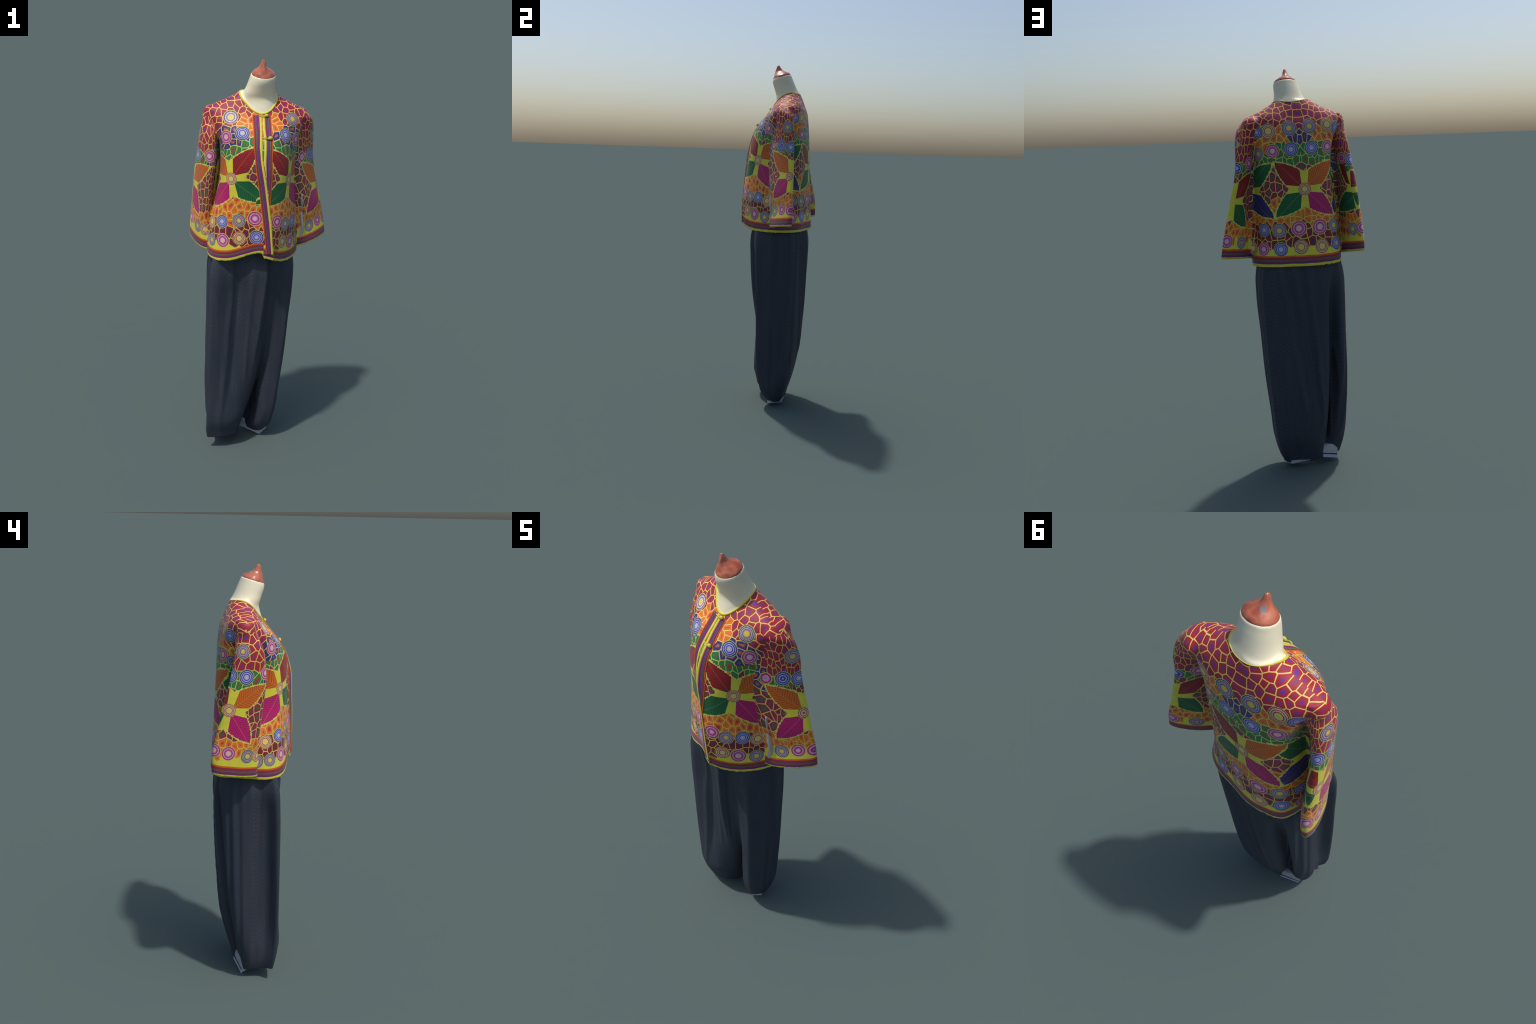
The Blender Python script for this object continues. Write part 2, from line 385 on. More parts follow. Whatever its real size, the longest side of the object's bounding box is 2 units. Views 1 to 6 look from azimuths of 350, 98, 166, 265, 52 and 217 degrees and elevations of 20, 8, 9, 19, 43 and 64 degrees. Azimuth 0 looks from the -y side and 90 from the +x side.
HEM_EDGES = [.0, .0085, .016, .0215, .029, .0335, .0405]         # height of each stripe above the hem; ends at .048
ROSETTE_RINGS = {   # discs by kind: centre ... rim
    'yellow': [(0, (.72, .58, .05)), (.26, (.74, .66, .36)), (.38, (.50, .36, .46)), (.48, (.20, .08, .24)), (.56, (.66, .54, .58)), (.74, (.15, .07, .22)), (.88, (.48, .52, .10))],
    'blue': [(0, (.60, .60, .10)), (.14, (.42, .42, .68)), (.33, (.07, .06, .34)), (.45, (.44, .44, .68)), (.56, (.06, .05, .30)), (.68, (.38, .38, .62)), (.78, (.04, .035, .19)), (.91, (.38, .50, .12))],
    'pink': [(0, (.68, .58, .10)), (.15, (.72, .42, .56)), (.36, (.54, .10, .28)), (.48, (.40, .025, .16)), (.58, (.66, .32, .48)), (.74, (.44, .03, .17)), (.90, (.56, .52, .12))],
    'cream': [(0, (.70, .58, .07)), (.22, (.74, .58, .22)), (.42, (.40, .04, .035)), (.52, (.70, .50, .26)), (.64, (.38, .04, .05)), (.72, (.70, .52, .32)), (.84, (.26, .025, .045)), (.94, (.58, .56, .10))],
    'violet': [(0, (.68, .55, .04)), (.27, (.50, .38, .16)), (.40, (.17, .06, .19)), (.50, (.46, .36, .44)), (.62, (.20, .09, .23)), (.72, (.42, .39, .36)), (.81, (.06, .07, .13)), (.92, (.42, .50, .12))]}
KINDS = list(ROSETTE_RINGS)

def flower(g, col, h, d, near, leaves):
    """Four lime petals on the axes, four ribbed leaves on the diagonals; h, d = offsets from its middle in metres.
    leaves = dyes for (+h +d), (+h -d), (-h +d), (-h -d)."""
    E, N, TX, TY = .070, .080, .142, .132
    ah, ad = h.abs(), d.abs()
    l1 = math.hypot(TX - E, TY); l2 = math.hypot(TX, TY - N)
    t1, t2 = g.math('DIVIDE', ad, TY, clamp=True), g.math('DIVIDE', ah, TX, clamp=True)
    s1 = (ah - E) * (-TY / l1) + ad * ((TX - E) / l1) + t1 * (1.0 - t1) * .055          # leaf edges bulge outwards
    s2 = ah * ((TY - N) / l2) + (ad - N) * (-TX / l2) + t2 * (1.0 - t2) * .040
    tooth = ((ah * 620.0).sin() + (ad * 590.0).sin()) * .0011
    s = s1.min(s2) + tooth
    inside = (s > 0.0) * near
    p, q = (ah + ad) * .7071, ((ah - ad) * .7071).abs()
    rib = g.smooth(-.2, 1.0, (p * 560.0 - q * 330.0).sin())
    up = g.mixc(h > 0.0, leaves[2], leaves[0]); lo = g.mixc(h > 0.0, leaves[3], leaves[1])
    leaf = g.mixc(d > 0.0, lo, up)
    leaf = g.mixc(rib * .42, leaf, (.0, .0, .0))
    leaf = g.mixc((q < .0014) * .25, leaf, g.mixc(.5, leaf, CREAM))
    m = ah.min(ad); M = ah.max(ad)
    petal = (m - M * .11) < .0115
    vein = (((M * 260.0).sin() * .5 + .5) * .10)
    leaf = g.mixc(petal, leaf, g.mixc(vein, LIME, (.40, .50, .02)))
    edge = (s.abs() < .0026) * near
    col = g.mixc(inside, col, leaf)
    return g.mixc(edge, col, (.62, .60, .09))

def printed_cloth(name, layout, zone, flowers, rosettes, hem, seed):
    g = Graph(name)
    P = g.object_position(); x, y, z = g.xyz(P)
    # net of cells
    u, v = layout(g, x, y, z)
    n = g.t.nodes.new('ShaderNodeCombineXYZ'); g.put(n.inputs[0], u); g.put(n.inputs[1], v * .74)
    warp = g.vec('SCALE', g.vec('SUBTRACT', Val(g, g.noise(P, 11.0).s.node.outputs['Color']), (.5, .5, .5)), scale=.010)
    Q = g.vec('ADD', g.vec('ADD', Val(g, n.outputs[0]), warp), seed)
    edge = Val(g, g.voronoi(Q, 35.0, 'DISTANCE_TO_EDGE', .86).outputs['Distance'])
    vor = g.voronoi(Q, 35.0, 'F1', .86)
    cp = g.vec('MULTIPLY', g.vec('SUBTRACT', Val(g, vor.outputs['Position']), seed), (1.0, 1 / .74, 1.0))
    cu, cv, _ = g.xyz(cp)
    body, core = zone(g, cu, cv)
    jitter = g.math('MULTIPLY_ADD', Val(g, vor.outputs['Color']), .16, -.08)
    col = g.mixc(g.smooth(.25 , .46, edge + jitter), body, core)
    streak = g.noise(g.vec('MULTIPLY', P, (1.0, 1.0, .25)), 420.0, 1.0)
    col = g.mixc(g.smooth(.5, .8, streak) * .30, col, body)
    line = g.mixc(g.smooth(1.60, 1.72, z), (.60, .52, .10), CREAM)
    col = g.mixc(1.0 - g.smooth(.046, .064, edge), col, line)
    col = g.mixc(g.smooth(.0, .02, hem['lime_top'] + (y * 60.0 + x * 60.0).sin() * .006 - z), col, LIME) if 'lime_top' in hem else col
    for f in flowers:
        h, d, near = f[0](g, x, y, z)
        col = flower(g, col, h, d, near, f[1])
    # discs: remember the offset from the nearest disc's middle, in radii, and its kind
    off, kind = None, None
    for rx, ry, rz, rr, k in rosettes:
        rr *= 1.07
        o = g.vec('MULTIPLY_ADD', P, (1/rr,) * 3, (-rx/rr, -ry/rr, -rz/rr))
        if off is None: off, kind = o, float(KINDS.index(k)); continue
        m = g.vec('LENGTH', o) < 1.0
        off = g.mixv(m, off, o); kind = g.mixf(m, kind, float(KINDS.index(k)))
    r = g.vec('LENGTH', off); ox, oy, oz = g.xyz(off)
    ang = g.math('ARCTAN2', oz, g.math('SQRT', ox * ox + oy * oy))
    rr = r + (ang * 22.0).sin() * g.smooth(.25, .85, r) * .020
    disc = g.ramp(rr, ROSETTE_RINGS[KINDS[0]])
    for i, k in enumerate(KINDS[1:], 1):
        disc = g.mixc((kind - float(i)).abs() < .5, disc, g.ramp(rr, ROSETTE_RINGS[k]))
    beads = (ang * 22.0).sin()
    disc = g.mixc(g.smooth(.2, .9, beads) * g.smooth(.15, .5, r) * (r < .9) * .28, disc, (.02, .01, .05))
    col = g.mixc(rr < 1.0, col, disc)
    # hem border
    hh = z - hem['height'](g, x, y, z)
    top = HEM_EDGES[-1] + .0075
    wob = hh + (x * 90.0 + y * 90.0).sin() * .0006
    stripes = g.ramp(g.math('DIVIDE', wob, top, clamp=True), [(e / top, c) for e, c in zip(HEM_EDGES, HEM_STRIPES)])
    threads = g.noise(g.vec('MULTIPLY', P, (1.0, 1.0, 14.0)), 60.0, 2.0)
    stripes = g.mixc(g.smooth(.45, .7, threads) * .25, stripes, (.05, .01, .03))
    col = g.mixc(wob < top, col, stripes)
    weave = g.noise(P, 700.0, 1.0)
    blot = g.noise(P, 14.0, 3.0)
    col = g.mixc(g.smooth(.45, .8, blot) * .14, col, (.02, .01, .015))
    g.bump(weave + g.smooth(.0, .07, edge) * .35 + beads * .1, .25, .0015)
    return g.surface(col, .52, .35, .10)

def plain_cloth(name, colour, rough=.6):
    g = Graph(name); P = g.object_position()
    col = g.mixc(g.smooth(.4, .75, g.noise(P, 160.0, 2.0)) * .25, colour, tuple(c * .5 for c in colour))
    g.bump(g.noise(P, 600.0, 1.0), .25, .001)
    return g.surface(col, rough, .3, .1)

# zones of the net ---------------------------------------------------------------------------------
def zone_ramps(g, cz, bands, z0=1.0, z1=1.9):
    t = (cz - z0) / (z1 - z0)
    return [g.ramp(t, [((z - z0) / (z1 - z0), CELL[k][i]) for z, k in bands]) for i in (0, 1)]
def override(g, pair, mask, k):
    return [g.mixc(mask, pair[i], CELL[k][i]) for i in (0, 1)]
def box(v, lo, hi):
    return (v > lo) * (v < hi)
def torso_zone(g, u, v):
    p = zone_ramps(g, v, [(1.0, 'lime'), (1.145, 'maroon'), (1.262, 'orange'), (1.375, 'magenta'), (1.545, 'green'), (1.655, 'navy'), (1.69, 'red')])
    p = override(g, p, box(v, 1.67, 1.795) * (u < .098), 'orange')
    p = override(g, p, box(v, 1.62, 1.735) * box(u, .098, .22), 'navy')
    p = override(g, p, box(v, 1.640, 1.715) * box(u, .40, .588), 'orange')
    return override(g, p, box(v, 1.640, 1.71) * (u > .588), 'navy')
def sleeve_zone(g, u, v):
    p = zone_ramps(g, v, [(1.0, 'lime'), (1.195, 'orange'), (1.29, 'magenta'), (1.505, 'green'), (1.56, 'red')])
    return override(g, p, box(v, 1.49, 1.60) * (u < -.075), 'navy')
def torso_layout(g, x, y, z):
    """Cloth coordinates: distance from the front opening round the body, and up the body and over the shoulders (seamed there)."""
    ex, ey = (x - TORSO_CX) / TORSO_A, (y - TORSO_CY) / TORSO_B
    round_u = g.math('ARCTAN2', ex, ey * -1.0).abs() * .2
    behind = y > .050
    ax = (x - TORSO_CX).abs()
    flat_u = g.mixf(behind, ax, .628 - ax)
    over = g.mixf(behind, (y + .10).max(0.0), (.15 - y).max(0.0)) * .7
    high = z > 1.60
    return g.mixf(high, round_u, flat_u), z + over * high
def sleeve_r_axis(x, y, z):
    t = (z - 1.1) / .6
    a, b = x - (t * .054 - .306), y - (.1 - t * .06)
    return b * math.cos(.25) - a * math.sin(.25), a * math.cos(.25) + b * math.sin(.25)      # along, across (outside negative)
def sleeve_l_axis(x, y, z):
    t = (z - 1.1) / .6
    a, b = x - (.284 - .1 * t), y - (.07 - .018 * t)
    return a * math.cos(.75) + b * math.sin(.75), b * math.cos(.75) - a * math.sin(.75), .080 - .0093 * t
def sleeve_r_layout(g, x, y, z):
    l, n = sleeve_r_axis(x, y, z)
    return g.math('ARCTAN2', l / .095, n / -.042) * .095, z
def sleeve_l_layout(g, x, y, z):
    l, w, _ = sleeve_l_axis(x, y, z)
    return g.math('ARCTAN2', l / .085, w / -.036) * .095, z

def at(cx, cy, cz, tx, ty, turn=0.0, reach=.20, depth=.075, back=.20):
    """Flower laid flat on the cloth at a point; (tx, ty) = horizontal direction of +h; turn = radians."""
    def f(g, x, y, z):
        n = math.hypot(tx, ty); ux, uy = tx / n, ty / n
        a, b = x - cx, y - cy
        h0, d0 = a * ux + b * uy, z - cz
        w = a * (-uy) + b * ux
        c, s = math.cos(turn), math.sin(turn)
        return h0 * c + d0 * s, d0 * c - h0 * s, (w.abs() < depth) * (h0 < reach) * (h0 > -back)
    return f
# ------------------------------------------------------------------ where the print puts its motifs
FRONT_LEAVES = (LEAF_RED, LEAF_GREEN, LEAF_ORANGE, LEAF_PINK)
SIDE_LEAVES = (LEAF_GREEN, LEAF_NAVY, LEAF_GREEN, LEAF_NAVY)
TORSO_FLOWERS = [(at(.160, .015, 1.425, -.25, .97, 0, .15, .06, .01), SIDE_LEAVES), (at(-.243, .035, 1.430, .25, .97, 0, .15, .06, .01), SIDE_LEAVES),
                 (at(-.181, -.117, 1.470, .82, -.58, .20), FRONT_LEAVES), (at(.096, -.100, 1.460, -.68, -.73, .20), FRONT_LEAVES),
                 (at(-.055, .175, 1.430, 1, -.14, 0), FRONT_LEAVES)]
TORSO_ROSETTES = [
    (-.174, -.034, 1.741, .034, 'yellow'), (-.128, -.098, 1.679, .034, 'blue'), (-.200, -.070, 1.656, .030, 'pink'),
    (-.219, -.109, 1.262, .031, 'blue'), (-.145, -.150, 1.276, .031, 'violet'), (-.073, -.175, 1.291, .035, 'pink'), (-.257, -.044, 1.244, .031, 'cream'),
    (-.217, -.123, 1.172, .033, 'pink'), (-.143, -.158, 1.190, .031, 'cream'), (-.064, -.182, 1.201, .034, 'blue'), (-.262, -.067, 1.158, .029, 'violet'), (-.272, -.004, 1.155, .030, 'violet'),
    (.118, -.034, 1.732, .033, 'violet'), (.077, -.090, 1.668, .032, 'blue'), (.138, -.040, 1.638, .031, 'pink'),
    (.028, -.172, 1.275, .034, 'pink'), (.076, -.138, 1.254, .032, 'violet'), (.126, -.090, 1.252, .031, 'blue'), (.157, -.034, 1.235, .031, 'cream'),
    (.062, -.153, 1.171, .032, 'cream'), (.115, -.111, 1.155, .034, 'pink'), (.157, -.046, 1.143, .032, 'violet'),
    (-.181, -.117, 1.470, .028, 'cream'), (.096, -.100, 1.460, .028, 'cream'), (-.055, .175, 1.430, .029, 'cream')]
TORSO_ROSETTES += [
    (.007, .155, 1.715, .034, 'violet'), (-.092, .152, 1.721, .034, 'violet'), (.002, .163, 1.617, .033, 'blue'), (-.097, .164, 1.621, .033, 'blue'),
    (.104, .140, 1.704, .034, 'cream'), (-.183, .139, 1.727, .034, 'cream'), (.087, .143, 1.612, .031, 'pink'), (-.182, .147, 1.624, .031, 'pink'),
    (.155, .115, 1.700, .030, 'blue'), (-.235, .120, 1.712, .031, 'blue'), (.146, .095, 1.600, .030, 'violet'), (-.228, .118, 1.600, .030, 'violet'),
    (-.021, .175, 1.245, .036, 'pink'), (-.122, .184, 1.248, .036, 'pink'), (.070, .151, 1.237, .033, 'violet'), (-.199, .161, 1.249, .033, 'violet'),
    (.135, .108, 1.239, .031, 'blue'), (-.252, .100, 1.245, .031, 'blue'),
    (-.027, .181, 1.156, .033, 'cream'), (-.129, .190, 1.155, .033, 'cream'), (.066, .157, 1.147, .033, 'blue'), (-.210, .163, 1.162, .033, 'blue'),
    (.139, .112, 1.147, .031, 'pink'), (-.262, .100, 1.150, .031, 'pink'), (.175, .050, 1.147, .031, 'cream')]
SLEEVE_R_ROSETTES = [
    (-.315, .066, 1.660, .031, 'violet'), (-.320, .048, 1.550, .033, 'blue'), (-.272, -.035, 1.560, .029, 'pink'), (-.309, .116, 1.557, .030, 'blue'), (-.258, .100, 1.565, .029, 'pink'),
    (-.334, .124, 1.408, .028, 'cream'), (-.344, .126, 1.217, .031, 'pink'), (-.322, .040, 1.196, .031, 'violet'), (-.335, .190, 1.232, .030, 'pink'), (-.292, .165, 1.225, .030, 'violet'), (-.285, .000, 1.190, .030, 'cream')]
SLEEVE_L_ROSETTES = [
    (.246, .083, 1.645, .031, 'violet'), (.236, .042, 1.545, .033, 'blue'), (.193, -.014, 1.546, .031, 'pink'), (.258, .104, 1.538, .031, 'blue'), (.183, .082, 1.556, .030, 'pink'),
    (.302, .098, 1.384, .028, 'cream'), (.244, .020, 1.188, .032, 'violet'), (.300, .064, 1.202, .032, 'pink'), (.322, .128, 1.200, .032, 'pink'), (.248, .079, 1.184, .031, 'violet')]

def sleeve_r_flower(g, x, y, z):
    l, n = sleeve_r_axis(x, y, z)
    h0 = g.mixf(n > 0.0, l - .067, .133 - l); d0 = z - 1.408
    c, s = math.cos(.18), math.sin(.18)
    return h0 * c + d0 * s, d0 * c - h0 * s, 1.0
def sleeve_l_flower(g, x, y, z):
    l, w, e = sleeve_l_axis(x, y, z)
    return g.mixf(w > 0.0, l - e, (e - l) * 1.3), z - 1.384, 1.0

def gauss(v, c, w):
    k = (v - c) / w
    return (k * k * -1.0).exp()
def torso_hem(g, x, y, z):
    a = g.math('ARCTAN2', (x - TORSO_CX) / TORSO_A, (y - TORSO_CY) / -TORSO_B)
    left = a < .06
    return HEM_Z + .004 + left * gauss(a, .06, .62) * .059 + (1.0 - left) * (gauss(a, .06, .35) * .034 - gauss(a, 1.2, .7) * .004) + gauss(a, -1.9, .6) * .008

# ------------------------------------------------------------------ assembly
def keep_faces(src, name, wanted, mat):
    """Part of a shared surface: same vertices, the whole surface's normals."""
    me = src.data
    idx = [i for i, w in enumerate(wanted) if w]
    used, remap, faces = [], {}, []
    for i in idx:
        f = []
        for v in me.polygons[i].vertices:
            if v not in remap: remap[v] = len(used); used.append(v)
            f.append(remap[v])
        faces.append(f)
    c, n = coords(src), normals(src)
    ob = mesh_object(name, c[used], faces)
    ob.data.normals_split_custom_set_from_vertices([tuple(v) for v in n[used]])
    ob.data.materials.append(mat)
    return ob

def tube(name, pts, radius, mat, closed=False, swell=None):
    cu = bpy.data.curves.new(name, 'CURVE'); cu.dimensions = '3D'; cu.bevel_depth = radius; cu.bevel_resolution = 3; cu.use_fill_caps = True
    sp = cu.splines.new('POLY'); sp.points.add(len(pts) - 1)
    for p, q in zip(sp.points, pts): p.co = (*q, 1)
    if swell is not None:
        for q, r in zip(sp.points, swell): q.radius = r
    sp.use_cyclic_u = closed
    ob = bpy.data.objects.new(name, cu); bpy.context.scene.collection.objects.link(ob)
    me = bpy.data.meshes.new_from_object(ob.evaluated_get(bpy.context.evaluated_depsgraph_get()))
    bpy.data.objects.remove(ob); bpy.data.curves.remove(cu)
    me.name = name; me.polygons.foreach_set('use_smooth', [True] * len(me.polygons))
    ob = bpy.data.objects.new(name, me); bpy.context.scene.collection.objects.link(ob)
    me.materials.append(mat)
    return ob

def band(name, bvh, left, right, z0, z1, rise, mat, across=4, along=90):
    """Thin strip of cloth laid on the front: left(z), right(z) are its edges in x."""
    top, bot = [], []
    last = -.1
    for i in range(along + 1):
        z = z0 + (z1 - z0) * i / along
        xl, xr = left(z), right(z)
        for j in range(across + 1):
            s = j / across
            x = xl + (xr - xl) * s
            hit = bvh.ray_cast(Vector((x, -1, z)), Vector((0, 1, 0)))[0]
            y = hit.y if hit else last
            last = y
            crown = rise * (1 - .45 * (2 * s - 1) ** 4)
            top.append((x, y - crown, z)); bot.append((x, y + .003, z))
    w, n = across + 1, len(top)
    F = []
    for i in range(along):
        for j in range(across):
            a = i * w + j
            F.append((a, a + 1, a + w + 1, a + w)); F.append((n + a, n + a + w, n + a + w + 1, n + a + 1))
        a = i * w; F.append((a, a + w, n + a + w, n + a))
        a = i * w + across; F.append((a, n + a, n + a + w, a + w))
    for j in range(across):
        F.append((j, n + j, n + j + 1, j + 1)); a = along * w + j; F.append((a, a + 1, n + a + 1, n + a))
    ob = mesh_object(name, top + bot, F)
    ob.data.materials.append(mat)
    return ob

def slab(name, path, heights, thick, mat):
    """Flat strap standing on a wall: path in plan, (bottom, top) at each point."""
    V, F = [], []
    for (x, y), (a, b) in zip(path, heights):
        nx, ny = -.36 * thick, .93 * thick
        V += [(x + nx, y + ny, a), (x + nx, y + ny, b), (x - nx, y - ny, b), (x - nx, y - ny, a)]
    for i in range(len(path) - 1):
        for k in range(4):
            F.append((4*i + k, 4*i + (k + 1) % 4, 4*i + 4 + (k + 1) % 4, 4*i + 4 + k))
    F += [(3, 2, 1, 0), tuple(4 * (len(path) - 1) + k for k in range(4))]
    ob = mesh_object(name, V, F, False); ob.data.materials.append(mat)
    return ob

def table(rows):
    zs, vs = zip(*sorted(rows))
    return lambda z: float(np.interp(z, zs, vs))

def main():
    body, trees = build_body()
    # which form does each face lie on
    c = coords(body)
    cen = np.array([p.center[:] for p in body.data.polygons])
    region = np.empty(len(cen), int)
    for i, p in enumerate(cen):
        v = Vector(p)
        region[i] = min(range(3), key=lambda k: trees[k].find_nearest(v)[3])
    region[(cen[:, 2] > 1.738) & (region > 0)] = 0
    ch = collar_height(cen[:, 0], cen[:, 1])
    near_neck = np.hypot(cen[:, 0] + .03, cen[:, 1] - .035) < .16
    region[(cen[:, 2] > ch) & near_neck & (cen[:, 2] > 1.74)] = 3

    hem_t = {'height': torso_hem, 'lime_top': 1.150}
    hem_r = {'height': lambda g, x, y, z: 1.098 + (y - .05) * .16, 'lime_top': 1.190}
    hem_l = {'height': lambda g, x, y, z: 1.102 + (x - .24) * .10 + (y - .05) * .06, 'lime_top': 1.185}
    m_torso = printed_cloth('printed_cloth_body', torso_layout, torso_zone, TORSO_FLOWERS, TORSO_ROSETTES, hem_t, (.0, .0, .0))
    m_sr = printed_cloth('printed_cloth_sleeve', sleeve_r_layout, sleeve_zone, [(sleeve_r_flower, FRONT_LEAVES)], SLEEVE_R_ROSETTES, hem_r, (1.3, .4, .7))
    m_sl = printed_cloth('printed_cloth_sleeve', sleeve_l_layout, sleeve_zone, [(sleeve_l_flower, FRONT_LEAVES)], SLEEVE_L_ROSETTES, hem_l, (2.1, 1.7, .2))
    m_lime = plain_cloth('lime_trim', (.62, .58, .06))

    g = Graph('cream_mannequin'); P = g.object_position()
    col = g.mixc(g.smooth(.45, .75, g.noise(P, 11.0, 3.0)) * .45, (.82, .75, .54), (.68, .59, .37))
    g.bump(g.noise(P, 30.0, 3.0), .08, .004)
    m_neck = g.surface(col, .38, .45)

    g = Graph('glazed_terracotta'); P = g.object_position()
    x, y, z = g.xyz(P)
    col = g.mixc(g.smooth(.40, .70, g.noise(P, 26.0, 3.0)), (.50, .145, .075), (.32, .070, .036))
    col = g.mixc(1.0 - g.smooth(1.9265, 1.9315, z - y * .28), col, (.16, .03, .02))
    chip = g.vec('LENGTH', g.vec('SUBTRACT', P, (-.036, .010, 1.967))) + (g.noise(P, 90.0) - .5) * .012
    col = g.mixc(1.0 - g.smooth(.009, .012, chip), col, (.22, .20, .19))
    m_cap = g.surface(col, .28, .5, 0.0, .25)

    g = Graph('slate_silk'); P = g.object_position()
    x, y, z = g.xyz(P)
    streak = g.noise(g.vec('MULTIPLY', P, (1.0, 1.0, .12)), 34.0, 3.0, .6)
    spots = Val(g, g.voronoi(g.vec('MULTIPLY', P, (1.0, 1.0, .8)), 75.0, 'SMOOTH_F1', .6).outputs['Distance'])
    col = g.mixc(g.smooth(.35, .7, streak), (.034, .041, .058), (.046, .048, .062))
    col = g.mixc(g.smooth(.25, .6, spots) * .5, col, (.028, .041, .062))
    col = g.mixc(g.smooth(.5, .8, g.noise(P, 320.0, 2.0)) * .35, col, (.068, .074, .096))
    check = ((x + y) * 330.0 + (z * 40.0).sin()).sin() * (z * 300.0).sin()
    col = g.mixc(g.smooth(-.1, .5, check) * .45, col, (.024, .030, .043))
    g.bump(g.noise(g.vec('MULTIPLY', P, (1.0, 1.0, .6)), 500.0, 1.0) + streak * .6, .18, .002)
    m_trousers = g.surface(col, .60, .28, .0)

    g = Graph('pale_base'); P = g.object_position()
    col = g.mixc(g.smooth(.4, .7, g.noise(P, 25.0, 3.0)), (.40, .40, .42), (.30, .31, .34))
    m_foot = g.surface(col, .5, .4)
    m_dark = plain_cloth('dark_line', (.012, .012, .014))
    m_pale = plain_cloth('pale_strap', (.42, .44, .52), .4)
    m_lining = plain_cloth('pale_lining', (.38, .37, .35))

    jacket = keep_faces(body, 'jacket', region == 0, m_torso)
    sleeve_r = keep_faces(body, 'sleeve', region == 1, m_sr)
    sleeve_l = keep_faces(body, 'sleeve', region == 2, m_sl)
    neck = keep_faces(body, 'neck', region == 3, m_neck)
    bvh = bvh_of(body)
    bpy.data.objects.remove(body)

    cap = loft('neck_cap', CAP, 70, 72, cap_tilt); cap.data.materials.append(m_cap)
    trousers = build_trousers(); trousers.data.materials.append(m_trousers)

    # collar binding, laid where the collar line meets the body
    pts = []
    for i in range(120):
        a = 2 * math.pi * i / 120
        d = Vector((math.sin(a), -math.cos(a), 0)); zz = 1.81
        for _ in range(60):
            h = bvh.ray_cast(Vector((-.03, .035, zz)), d)[0]
            if h is None: break
            # march outwards on the true outer surface
            zz += .35 * (collar_height(h.x, h.y) - zz)
        pts.append((h.x, h.y, zz))
    p = np.array(pts)
    for _ in range(3): p = (np.roll(p, 1, 0) + 2 * p + np.roll(p, -1, 0)) / 4
    collar = tube('collar_binding', p, .0046, m_lime, closed=True, swell=[.35 + .65 * max(0., min(1., (.10 - q[1]) / .08)) for q in p])

    # front opening: striped borders with lime edges
    edge = table([(1.758, -.030), (1.748, -.031), (1.68, -.036), (1.622, -.043), (1.562, -.041), (1.432, -.019), (1.266, .004), (1.133, .016), (1.11, .017)])
    inner = table([(1.758, -.076), (1.62, -.080), (1.527, -.072), (1.398, -.052), (1.264, -.034), (1.131, -.018), (1.11, -.018)])
    second = table([(1.76, -.028), (1.70, -.032), (1.65, -.031), (1.60, -.034), (1.557, -.037), (1.48, -.036), (1.40, -.042), (1.30, -.050), (1.09, -.050)])
    dyes = {n: plain_cloth(n + '_stripe', c) for n, c in (('orange', (.62, .11, .012)), ('crimson', (.26, .018, .04)), ('sage', (.12, .14, .06)), ('violet', (.13, .035, .22)), ('plum', (.26, .015, .11)))}
    dyes['lime'] = m_lime
    order = [('orange', 0, .11), ('crimson', .11, .27), ('sage', .27, .37), ('violet', .37, .56), ('plum', .56, .72), ('lime', .72, 1.0)]
    trims = []
    for n, a, b in order:
        trims.append(band('front_stripe', bvh, lambda z, a=a: inner(z) + a * (edge(z) - inner(z)), lambda z, b=b: inner(z) + b * (edge(z) - inner(z)),
                          1.118, 1.752, .0040 if n == 'lime' else .0030 + .0008 * (n in ('sage', 'plum')), dyes[n], 4))
    clear = lambda z, x: max(x, edge(z) + .003)
    for n, a, b in order:
        a2, b2 = 1 - b, 1 - a
        trims.append(band('front_stripe', bvh, lambda z, a=a2: clear(z, second(z) + a * .042), lambda z, b=b2: clear(z, second(z) + b * .042) + .0002,
                          1.085, 1.750, .0038 if n == 'lime' else .0028 + .0006 * (n in ('sage', 'plum')), dyes[n], 4))
    knots = []
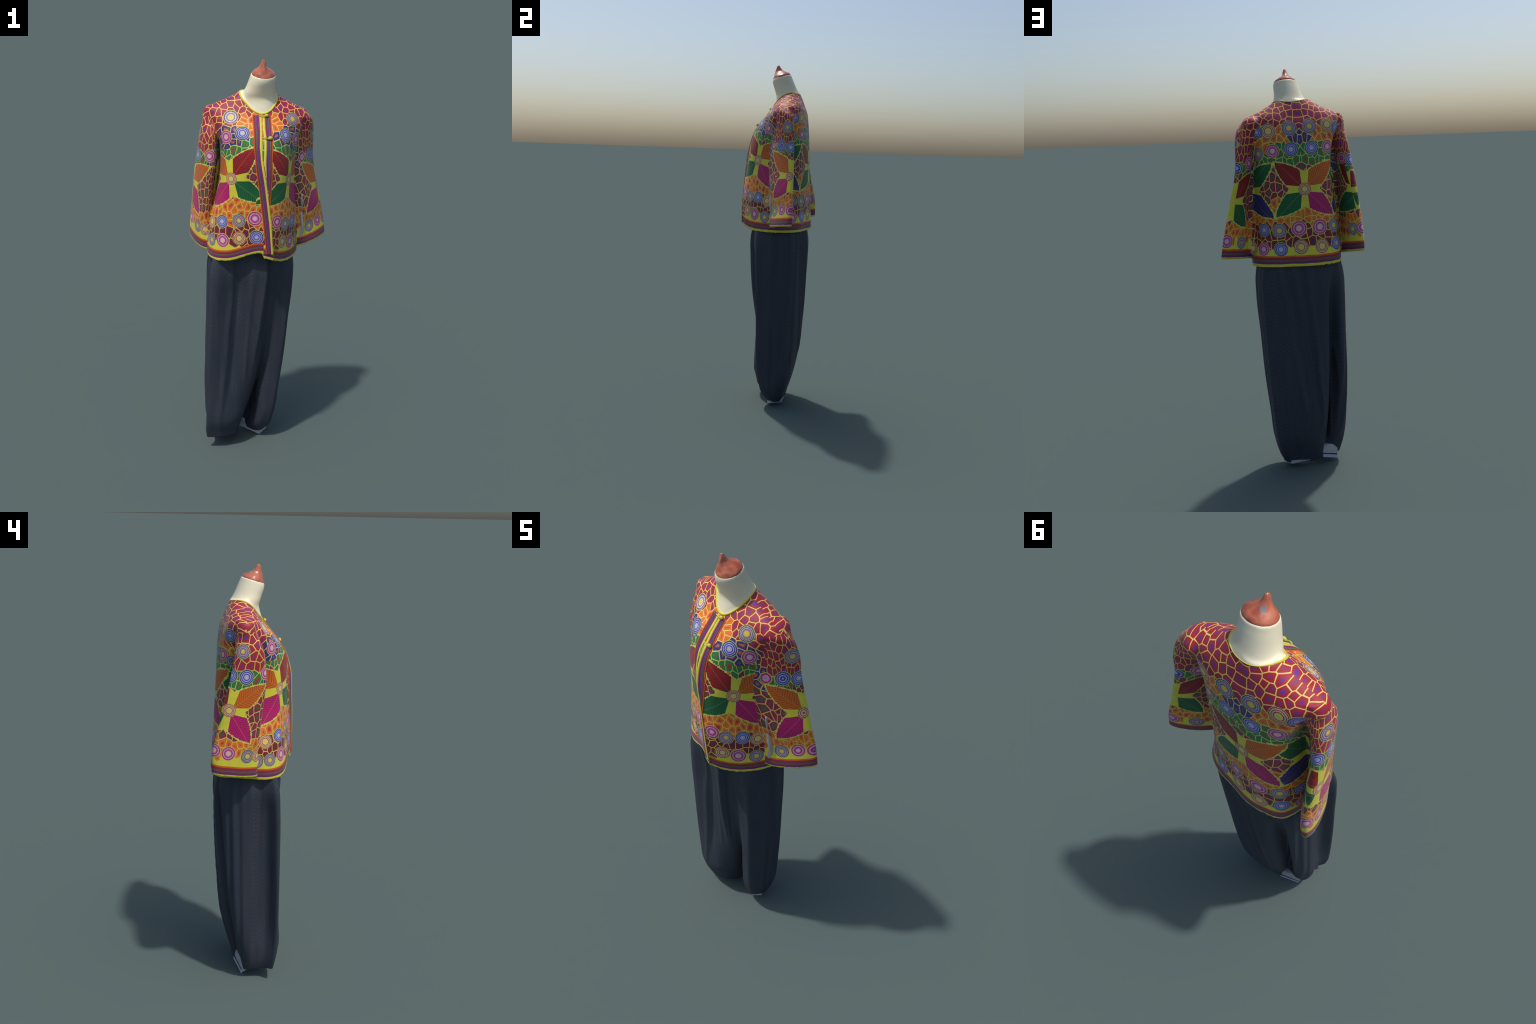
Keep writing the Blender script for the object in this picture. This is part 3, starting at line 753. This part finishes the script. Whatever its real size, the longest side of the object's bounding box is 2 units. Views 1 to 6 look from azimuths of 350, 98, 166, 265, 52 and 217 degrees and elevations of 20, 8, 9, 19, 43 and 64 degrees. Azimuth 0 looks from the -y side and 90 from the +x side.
    for kx, kz, r in ((-.020, 1.752, .0075), (-.012, 1.661, .0085)):
        h = bvh.ray_cast(Vector((kx, -1, kz)), Vector((0, 1, 0)))[0]
        ring = [(kx - .024 + .036 * t, h.y - .008 - .004 * math.sin(math.pi * t), kz + .003 * math.sin(7 * t)) for t in np.linspace(0, 1, 12)]
        knots.append(tube('button_loop', ring, .0020, m_lime))
        bm = bmesh.new(); bmesh.ops.create_icosphere(bm, subdivisions=3, radius=r)
        for v in bm.verts:
            k = 1 + .12 * math.sin(9 * v.co.x / r + 4 * v.co.z / r) * math.cos(6 * v.co.y / r)
            v.co = Vector((v.co.x * 1.2 * k, v.co.y * .8 * k, v.co.z * k)) + Vector((kx + .010, h.y - .009, kz))
        me = bpy.data.meshes.new('knot_button'); bm.to_mesh(me); bm.free(); me.materials.append(m_lime)
        me.polygons.foreach_set('use_smooth', [True] * len(me.polygons))
        ob = bpy.data.objects.new('knot_button', me); bpy.context.scene.collection.objects.link(ob); knots.append(ob)

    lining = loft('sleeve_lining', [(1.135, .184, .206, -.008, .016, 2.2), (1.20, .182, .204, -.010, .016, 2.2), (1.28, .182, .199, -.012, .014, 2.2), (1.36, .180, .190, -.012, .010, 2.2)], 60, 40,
                  lambda th, z, X, Y, Z: (X + .003 * np.sin(38 * z), Y + .003 * np.sin(55 * z + 2 * th), Z))
    lining.data.materials.append(m_lining)
    strap = lambda name, z0, z1, out, mat: slab(name, [(-.222, .0465), (-.180, .0625), (-.137, .0795)], [(z0, z1), (z0 + .015, z1 + .014), (z0 + .030, z1 + .028)], out, mat)
    straps = [strap('foot_strap', .010, .026, .0035, m_pale), strap('strap_dark_line', .027, .033, .0018, m_dark)]  # thin near-black slab just above the pale strap
    feet = [hull('base_block', FOOT_R, .004), hull('base_block', FOOT_L, .004)]
    for f in feet: f.data.materials.append(m_foot)

    thing = bpy.data.objects.new('dressed_mannequin', None); bpy.context.scene.collection.objects.link(thing)
    thing['label'] = 'headless mannequin wearing a colourful printed jacket and dark trousers'
    thing['category'] = 'dressed mannequin'
    for o in (jacket, neck, cap, trousers, *feet): o.parent = thing
    for o in straps: o.parent = feet[0]
    for o in (lining, sleeve_r, sleeve_l, collar, *trims, *knots): o.parent = jacket

main()
